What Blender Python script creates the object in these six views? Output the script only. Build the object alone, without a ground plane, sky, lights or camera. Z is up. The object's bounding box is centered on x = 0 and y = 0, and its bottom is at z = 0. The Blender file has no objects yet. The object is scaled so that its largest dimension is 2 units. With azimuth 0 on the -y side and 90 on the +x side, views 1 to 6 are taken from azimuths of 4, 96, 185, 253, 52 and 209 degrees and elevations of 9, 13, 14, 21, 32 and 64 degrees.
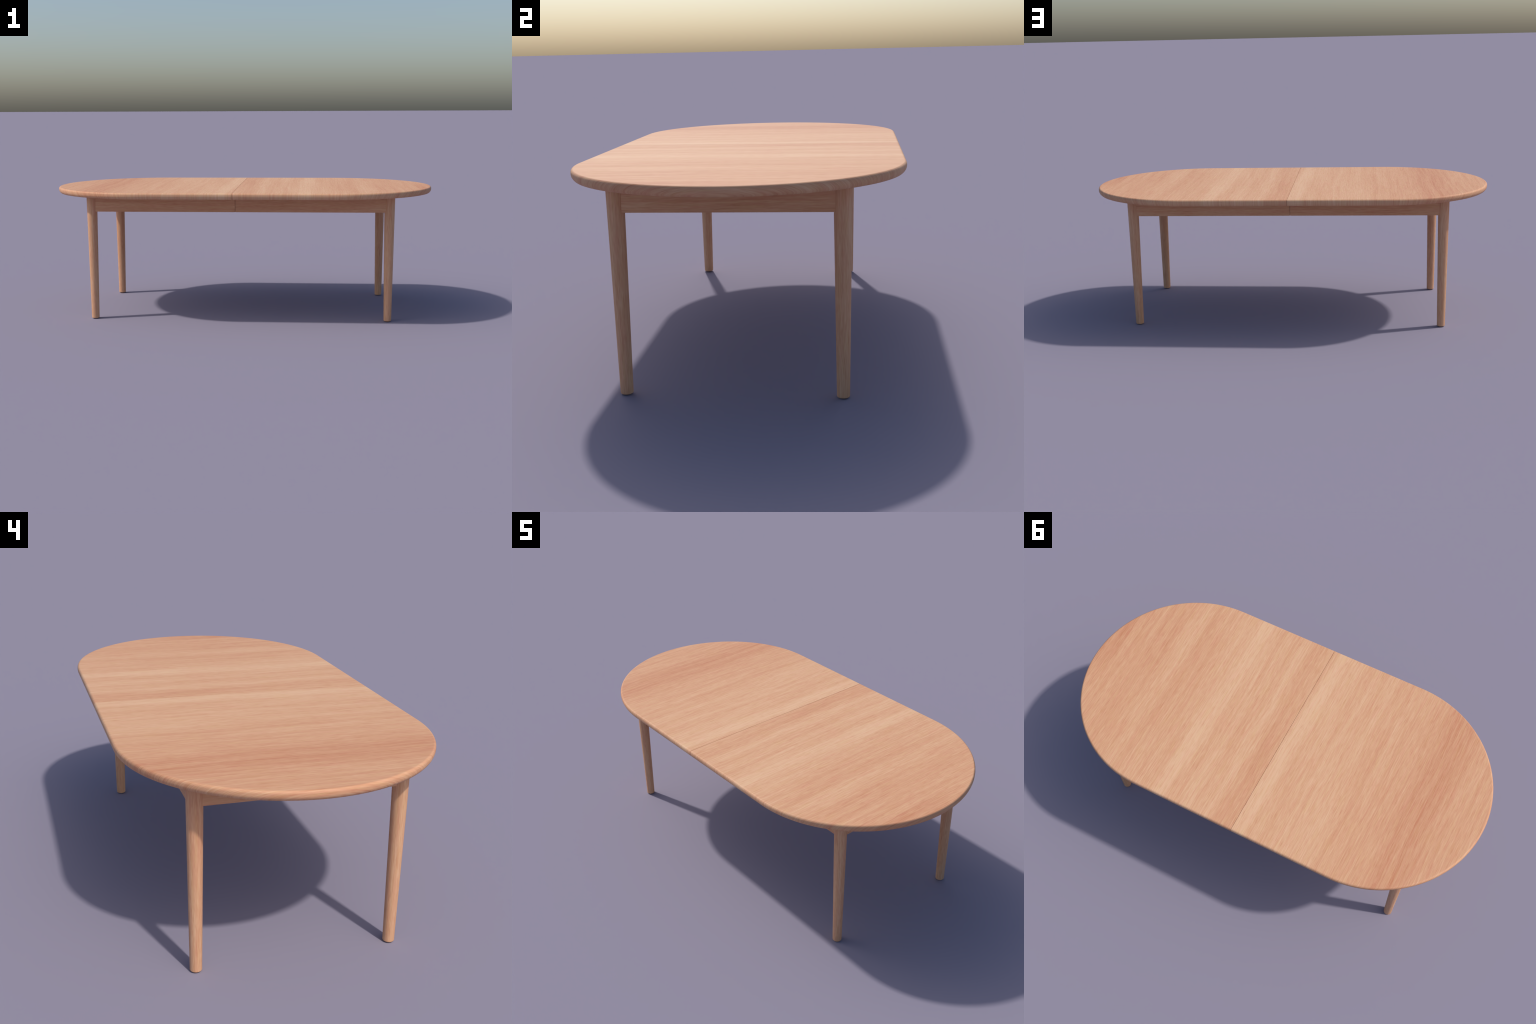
"""Oval extending dining table in pale oak: two tabletop halves meeting at a seam,
a rectangular apron frame and four round tapered legs."""
import bpy, bmesh, math
from mathutils import Vector

# ------------------------------------------------------------------ dimensions
TOP_Z = 0.6692           # upper face of the tabletop
BOTTOM_Z = 0.6387        # underside of the tabletop
END_CENTRE = 0.480       # x of the centre of each semicircular end
END_RADIUS = 0.520       # radius of the ends = half the table width
SEAM_X = -0.020          # where the two halves meet
SEAM_GAP = 0.0013
LEG_X, LEG_Y = 0.7573, 0.3281
LEG_R_TOP, LEG_R_FOOT = 0.0269, 0.0195
APRON_BOTTOM = 0.5588
APRON_THICK = 0.020
SIDE_FACE_Y = 0.3444     # outer face of the long aprons
END_FACE_X = 0.7733      # outer face of the short aprons


# ------------------------------------------------------------------ node helpers
class Graph:
    def __init__(self, name):
        self.mat = bpy.data.materials.new(name)
        self.mat.use_nodes = True
        self.nt = self.mat.node_tree
        self.nt.nodes.clear()

    def node(self, kind, **props):
        n = self.nt.nodes.new(kind)
        for k, v in props.items():
            setattr(n, k, v)
        return n

    def link(self, a, b):
        self.nt.links.new(a, b)

    def feed(self, socket, value):
        if isinstance(value, bpy.types.NodeSocket):
            self.link(value, socket)
        else:
            socket.default_value = value

    def math(self, op, a, b=0.0, c=0.0, clamp=False):
        n = self.node('ShaderNodeMath', operation=op, use_clamp=clamp)
        for s, v in zip(n.inputs, (a, b, c)):
            self.feed(s, v)
        return n.outputs[0]

    def add(self, a, b): return self.math('ADD', a, b)
    def sub(self, a, b): return self.math('SUBTRACT', a, b)
    def mul(self, a, b): return self.math('MULTIPLY', a, b)

    def xyz(self, x, y, z):
        n = self.node('ShaderNodeCombineXYZ')
        for s, v in zip(n.inputs, (x, y, z)):
            self.feed(s, v)
        return n.outputs[0]

    def split(self, v):
        n = self.node('ShaderNodeSeparateXYZ')
        self.link(v, n.inputs[0])
        return n.outputs

    def noise(self, vec, scale=1.0, detail=2.0, rough=0.5, dist=0.0):
        n = self.node('ShaderNodeTexNoise')
        self.link(vec, n.inputs['Vector'])
        n.inputs['Scale'].default_value = scale
        n.inputs['Detail'].default_value = detail
        n.inputs['Roughness'].default_value = rough
        n.inputs['Distortion'].default_value = dist
        return n.outputs[0]

    def step(self, v, lo, hi, out0=0.0, out1=1.0):
        n = self.node('ShaderNodeMapRange', interpolation_type='SMOOTHSTEP')
        self.feed(n.inputs['Value'], v)
        for k, x in (('From Min', lo), ('From Max', hi), ('To Min', out0), ('To Max', out1)):
            n.inputs[k].default_value = x
        return n.outputs[0]

    def bump_at(self, v, centre, width):
        """1 at `centre`, falling softly to 0 at `width` either side."""
        d = self.math('ABSOLUTE', self.sub(v, centre))
        return self.step(d, width * 0.25, width, 1.0, 0.0)

    def ramp(self, fac, stops):
        n = self.node('ShaderNodeValToRGB')
        el = n.color_ramp.elements
        while len(el) < len(stops):
            el.new(0.5)
        for e, (p, c) in zip(el, stops):
            e.position, e.color = p, (*c, 1.0)
        self.feed(n.inputs[0], fac)
        return n.outputs[0]

    def mix(self, fac, a, b, blend='MIX'):
        n = self.node('ShaderNodeMix', data_type='RGBA', blend_type=blend)
        self.feed(n.inputs[0], fac)
        for s, v in ((n.inputs[6], a), (n.inputs[7], b)):
            if isinstance(v, bpy.types.NodeSocket):
                self.link(v, s)
            else:
                s.default_value = (*v, 1.0)
        return n.outputs[2]


# Oak tones (linear)
PALE = (0.703, 0.443, 0.274)
TAN = (0.637, 0.354, 0.206)
ROSE = (0.581, 0.288, 0.163)
RUST = (0.515, 0.217, 0.115)


def oak(name, across, along, depth, tone=None, seed=0.0, streak=1.0, roughness=0.58, tint=None):
    """Oak: soft bands, wavering streaks, fibre and short pores.
    `across`, `along`, `depth` turn (graph, x, y, z) into board coordinates;
    `tone` adds broad light (+) and dark (-) areas."""
    g = Graph(name)
    pos = g.node('ShaderNodeTexCoord').outputs['Object']
    x, y, z = g.split(pos)
    u0, w, t = across(g, x, y, z), along(g, x, y, z), depth(g, x, y, z)
    rnd = g.node('ShaderNodeObjectInfo').outputs['Random'] if seed is None else None
    s = g.mul(rnd, 37.0) if rnd is not None else seed

    # the grain wanders sideways slowly and shivers a little
    wander = g.noise(g.xyz(g.mul(u0, 3.0), g.mul(w, 1.7), g.add(g.mul(t, 3.0), s)), detail=1.0)
    shiver = g.noise(g.xyz(g.mul(u0, 14.0), g.mul(w, 11.0), g.add(g.mul(t, 14.0), s)), detail=1.0)
    u = g.add(u0, g.add(g.mul(g.sub(wander, 0.5), 0.045), g.mul(g.sub(shiver, 0.5), 0.003)))

    straight = g.add(u0, g.mul(g.sub(wander, 0.5), 0.022))     # fine fibre wanders less than the bands

    def layer(fu, fw, detail, off, rough=0.5, lane=None):
        return g.noise(g.xyz(g.mul(u if lane is None else lane, fu), g.mul(w, fw), g.add(g.mul(t, fu), g.add(s, off))), detail=detail, rough=rough)

    band = layer(13.0, 0.7, 2.0, 3.1)
    band2 = layer(44.0, 1.5, 2.0, 8.7)
    fibre = layer(260.0, 11.0, 3.0, 15.3, 0.62, straight)
    strand = layer(190.0, 3.0, 2.0, 12.6, 0.5, straight)
    fine = layer(560.0, 30.0, 1.0, 19.4, 0.5, straight)
    pore = layer(420.0, 20.0, 2.0, 21.9, 0.5, straight)
    pink = layer(130.0, 8.0, 2.0, 31.0, 0.5, straight)
    gold = layer(150.0, 9.0, 2.0, 47.0, 0.5, straight)

    v = g.mul(g.sub(band, 0.5), 0.28 * streak)
    v = g.add(v, g.mul(g.sub(band2, 0.5), 0.40 * streak))
    v = g.add(v, g.mul(g.sub(strand, 0.5), 0.46 * streak))
    v = g.add(v, g.mul(g.sub(fibre, 0.5), 0.54 * streak))
    v = g.add(v, g.mul(g.sub(fine, 0.5), 0.50 * streak))
    v = g.add(v, 0.55)
    if tone is not None:
        v = g.add(v, tone(g, u, u0, w, t))
    col = g.ramp(v, [(0.08, RUST), (0.30, ROSE), (0.54, TAN), (0.84, PALE)])
    # pinkish and yellowish strands at much the same value
    col = g.mix(g.step(pink, 0.44, 0.68, 0.0, 0.60), col, (1.00, 0.90, 0.93), 'MULTIPLY')
    col = g.mix(g.step(gold, 0.46, 0.70, 0.0, 0.60), col, (0.97, 0.98, 0.86), 'MULTIPLY')
    # pores: short darker, redder dashes
    dash = g.step(pore, 0.56, 0.74, 0.0, 0.62 * streak)
    col = g.mix(dash, col, (0.84, 0.68, 0.62), 'MULTIPLY')

    if tint is not None:
        col = g.mix(1.0, col, tint, 'MULTIPLY')
    b = g.node('ShaderNodeBsdfPrincipled')
    g.link(col, b.inputs['Base Color'])
    g.feed(b.inputs['Roughness'], g.add(g.mul(g.sub(fibre, 0.5), 0.10), roughness))
    b.inputs['Specular IOR Level'].default_value = 0.27
    bump = g.node('ShaderNodeBump')
    bump.inputs['Strength'].default_value = 0.10
    bump.inputs['Distance'].default_value = 0.0006
    g.link(g.sub(fibre, g.mul(pore, 0.6)), bump.inputs['Height'])
    g.link(bump.outputs[0], b.inputs['Normal'])
    out = g.node('ShaderNodeOutputMaterial')
    g.link(b.outputs[0], out.inputs[0])
    return g.mat


# --- tabletop veneer: grain runs across the table (y) and folds over the edge
def top_across(g, x, y, z):
    inner = g.math('MAXIMUM', g.math('MINIMUM', x, END_CENTRE), -END_CENTRE)
    slope = g.mul(g.sub(x, inner), 1.0 / END_RADIUS)
    return g.add(x, g.mul(slope, g.sub(TOP_Z, z)))


def top_along(g, x, y, z):
    return g.add(y, g.mul(g.sub(TOP_Z, z), g.mul(y, 1.5)))


def flat_depth(g, x, y, z):
    return g.mul(x, 0.0)


def left_tone(g, u, u0, w, t):
    v = g.mul(g.bump_at(g.add(u, g.mul(w, -0.02)), -0.064, 0.046), 0.18)        # pale strip beside the seam
    v = g.add(v, g.mul(g.bump_at(u, -0.34, 0.05), 0.07))
    v = g.add(v, g.mul(g.bump_at(u, -0.73, 0.15), -0.15))                       # rosy zone near the end
    return g.add(v, g.step(u, -0.75, -0.10, -0.08, 0.06))


def right_tone(g, u, u0, w, t):
    v = g.mul(g.bump_at(g.add(u, g.mul(w, -0.02)), 0.342, 0.050), 0.16)         # pale strip
    v = g.add(v, g.mul(g.bump_at(u, 0.028, 0.075), -0.16))                      # darker along the seam
    v = g.add(v, g.mul(g.bump_at(u, 0.62, 0.05), 0.06))
    v = g.add(v, g.step(u, 0.20, 0.80, 0.06, -0.07))
    tip = g.mul(g.bump_at(u, 0.955, 0.06), g.step(w, 0.0, 0.30, 1.0, 0.0))
    return g.add(v, g.mul(tip, -0.20))


RAIL_TINT = (0.98, 0.94, 0.91)
MAT_TOP_A = oak('oak_veneer_pale', top_across, top_along, flat_depth, left_tone, seed=2.0)
MAT_TOP_B = oak('oak_veneer_warm', top_across, top_along, flat_depth, right_tone, seed=9.0)
MAT_SIDE = oak('oak_long_rail', lambda g, x, y, z: z, lambda g, x, y, z: x, lambda g, x, y, z: y, seed=None, streak=1.15, tint=RAIL_TINT)
MAT_END = oak('oak_short_rail', lambda g, x, y, z: z, lambda g, x, y, z: y, lambda g, x, y, z: x, seed=None, streak=1.15, tint=RAIL_TINT)
MAT_LEG = oak('oak_turned', lambda g, x, y, z: x, lambda g, x, y, z: z, lambda g, x, y, z: y, seed=None, streak=1.15)


# ------------------------------------------------------------------ mesh helpers
def finish(name, bm, mat, parent, sharp=35.0, weighted=True):
    bmesh.ops.recalc_face_normals(bm, faces=bm.faces)
    me = bpy.data.meshes.new(name)
    bm.to_mesh(me)
    bm.free()
    for p in me.polygons:
        p.use_smooth = True
    me.set_sharp_from_angle(angle=math.radians(sharp))
    me.materials.append(mat)
    ob = bpy.data.objects.new(name, me)
    bpy.context.scene.collection.objects.link(ob)
    ob.parent = parent
    if weighted:
        m = ob.modifiers.new('weighted', 'WEIGHTED_NORMAL')
        m.keep_sharp = True
        m.weight = 90
    return ob


def edge_profile():
    """(inset, z) down the tabletop edge: small upper round, then a long undercut sweep."""
    belly = TOP_Z - 0.0100
    pts = [(0.030, TOP_Z), (0.012, TOP_Z)]
    for i in range(9):                       # upper quarter ellipse
        a = math.pi / 2 * (1 - i / 8)
        pts.append((0.0085 * (1 - math.cos(a)), belly + (TOP_Z - belly) * math.sin(a)))
    belly -= 0.0035                          # short upright band
    drop = 0.022
    a_max = math.asin((belly - BOTTOM_Z) / drop)
    pts.append((0.0, belly))
    for i in range(1, 10):                   # lower sweep, stops short of horizontal
        a = a_max * i / 9
        pts.append((0.024 * (1 - math.cos(a)), belly - drop * math.sin(a)))
    pts.append((0.060, BOTTOM_Z))
    return pts


def tabletop_half(side, mat, parent):
    """One half: straight flanks from the seam, then a semicircular end."""
    bm = bmesh.new()
    seam = SEAM_X + side * SEAM_GAP / 2
    arc, rows = 72, []
    for inset, z in edge_profile():
        r = END_RADIUS - inset
        row = []
        for i in range(5):
            row.append((seam + (side * END_CENTRE - seam) * i / 5, -r, z))
        for i in range(arc + 1):
            a = -math.pi / 2 + math.pi * i / arc
            row.append((side * (END_CENTRE + r * math.cos(a)), r * math.sin(a), z))
        for i in range(1, 6):
            row.append((side * END_CENTRE + (seam - side * END_CENTRE) * i / 5, r, z))
        rows.append([bm.verts.new(p) for p in row])
    for a, b in zip(rows, rows[1:]):
        for i in range(len(a) - 1):
            bm.faces.new((a[i], a[i + 1], b[i + 1], b[i]))
    bm.faces.new(rows[0])
    bm.faces.new(list(reversed(rows[-1])))
    bm.faces.new([r[0] for r in rows] + [r[-1] for r in reversed(rows)])
    return finish('tabletop_half', bm, mat, parent)


def board(name, lo, hi, mat, parent, chamfer=0.0012):
    """Rectangular rail between two corners, with eased arrises."""
    bm = bmesh.new()
    bmesh.ops.create_cube(bm, size=1.0)
    for v in bm.verts:
        v.co = Vector([lo[k] if v.co[k] < 0 else hi[k] for k in range(3)])
    bmesh.ops.bevel(bm, geom=list(bm.edges), offset=chamfer, segments=2, profile=0.5, affect='EDGES')
    return finish(name, bm, mat, parent, sharp=60)


def leg_mesh():
    """Turned leg: straight taper, eased foot."""
    top = BOTTOM_Z - 0.0005
    prof = [(0.0, 0.0), (LEG_R_FOOT - 0.004, 0.0)]
    for i in range(1, 7):
        a = math.pi / 2 * i / 6
        prof.append((LEG_R_FOOT - 0.004 + 0.004 * math.sin(a), 0.004 * (1 - math.cos(a))))
    for i in range(1, 13):
        f = i / 12
        prof.append((LEG_R_FOOT + (LEG_R_TOP - LEG_R_FOOT) * f, 0.004 + (top - 0.004) * f))
    prof.append((0.0, top))
    bm = bmesh.new()
    n, rings = 48, []
    for r, z in prof:
        if r == 0.0:
            rings.append([bm.verts.new((0, 0, z))])
        else:
            rings.append([bm.verts.new((r * math.cos(2 * math.pi * k / n), r * math.sin(2 * math.pi * k / n), z)) for k in range(n)])
    for a, b in zip(rings, rings[1:]):
        for k in range(n):
            j = (k + 1) % n
            ring = [a[0]] if len(a) == 1 else [a[k], a[j]]
            ring += [b[0]] if len(b) == 1 else [b[j], b[k]]
            bm.faces.new(ring)
    return bm


# ------------------------------------------------------------------ assembly
table = bpy.data.objects.new('dining_table', None)
bpy.context.scene.collection.objects.link(table)
table['label'] = 'pale oak oval extending dining table with four round legs'
table['category'] = 'table'

tabletop_half(-1, MAT_TOP_A, table)
tabletop_half(+1, MAT_TOP_B, table)

rail_top = BOTTOM_Z - 0.0005
for s in (-1, 1):
    y = sorted((s * SIDE_FACE_Y, s * (SIDE_FACE_Y - APRON_THICK)))
    board('side_apron', (-LEG_X, y[0], APRON_BOTTOM), (SEAM_X - SEAM_GAP / 2, y[1], rail_top), MAT_SIDE, table)
    board('side_apron', (SEAM_X + SEAM_GAP / 2, y[0], APRON_BOTTOM), (LEG_X, y[1], rail_top), MAT_SIDE, table)
    x = sorted((s * END_FACE_X, s * (END_FACE_X - APRON_THICK)))
    board('end_apron', (x[0], -LEG_Y, APRON_BOTTOM), (x[1], LEG_Y, rail_top), MAT_END, table)

first = None
for sx in (-1, 1):
    for sy in (-1, 1):
        if first is None:
            first = leg = finish('leg', leg_mesh(), MAT_LEG, table, sharp=50)
        else:
            leg = first.copy()
            leg.name = 'leg'
            bpy.context.scene.collection.objects.link(leg)
        leg.location = (sx * LEG_X, sy * LEG_Y, 0.0)
        leg.rotation_euler = (0, 0, math.radians(37 * (sx + 1) + 71 * (sy + 1)))
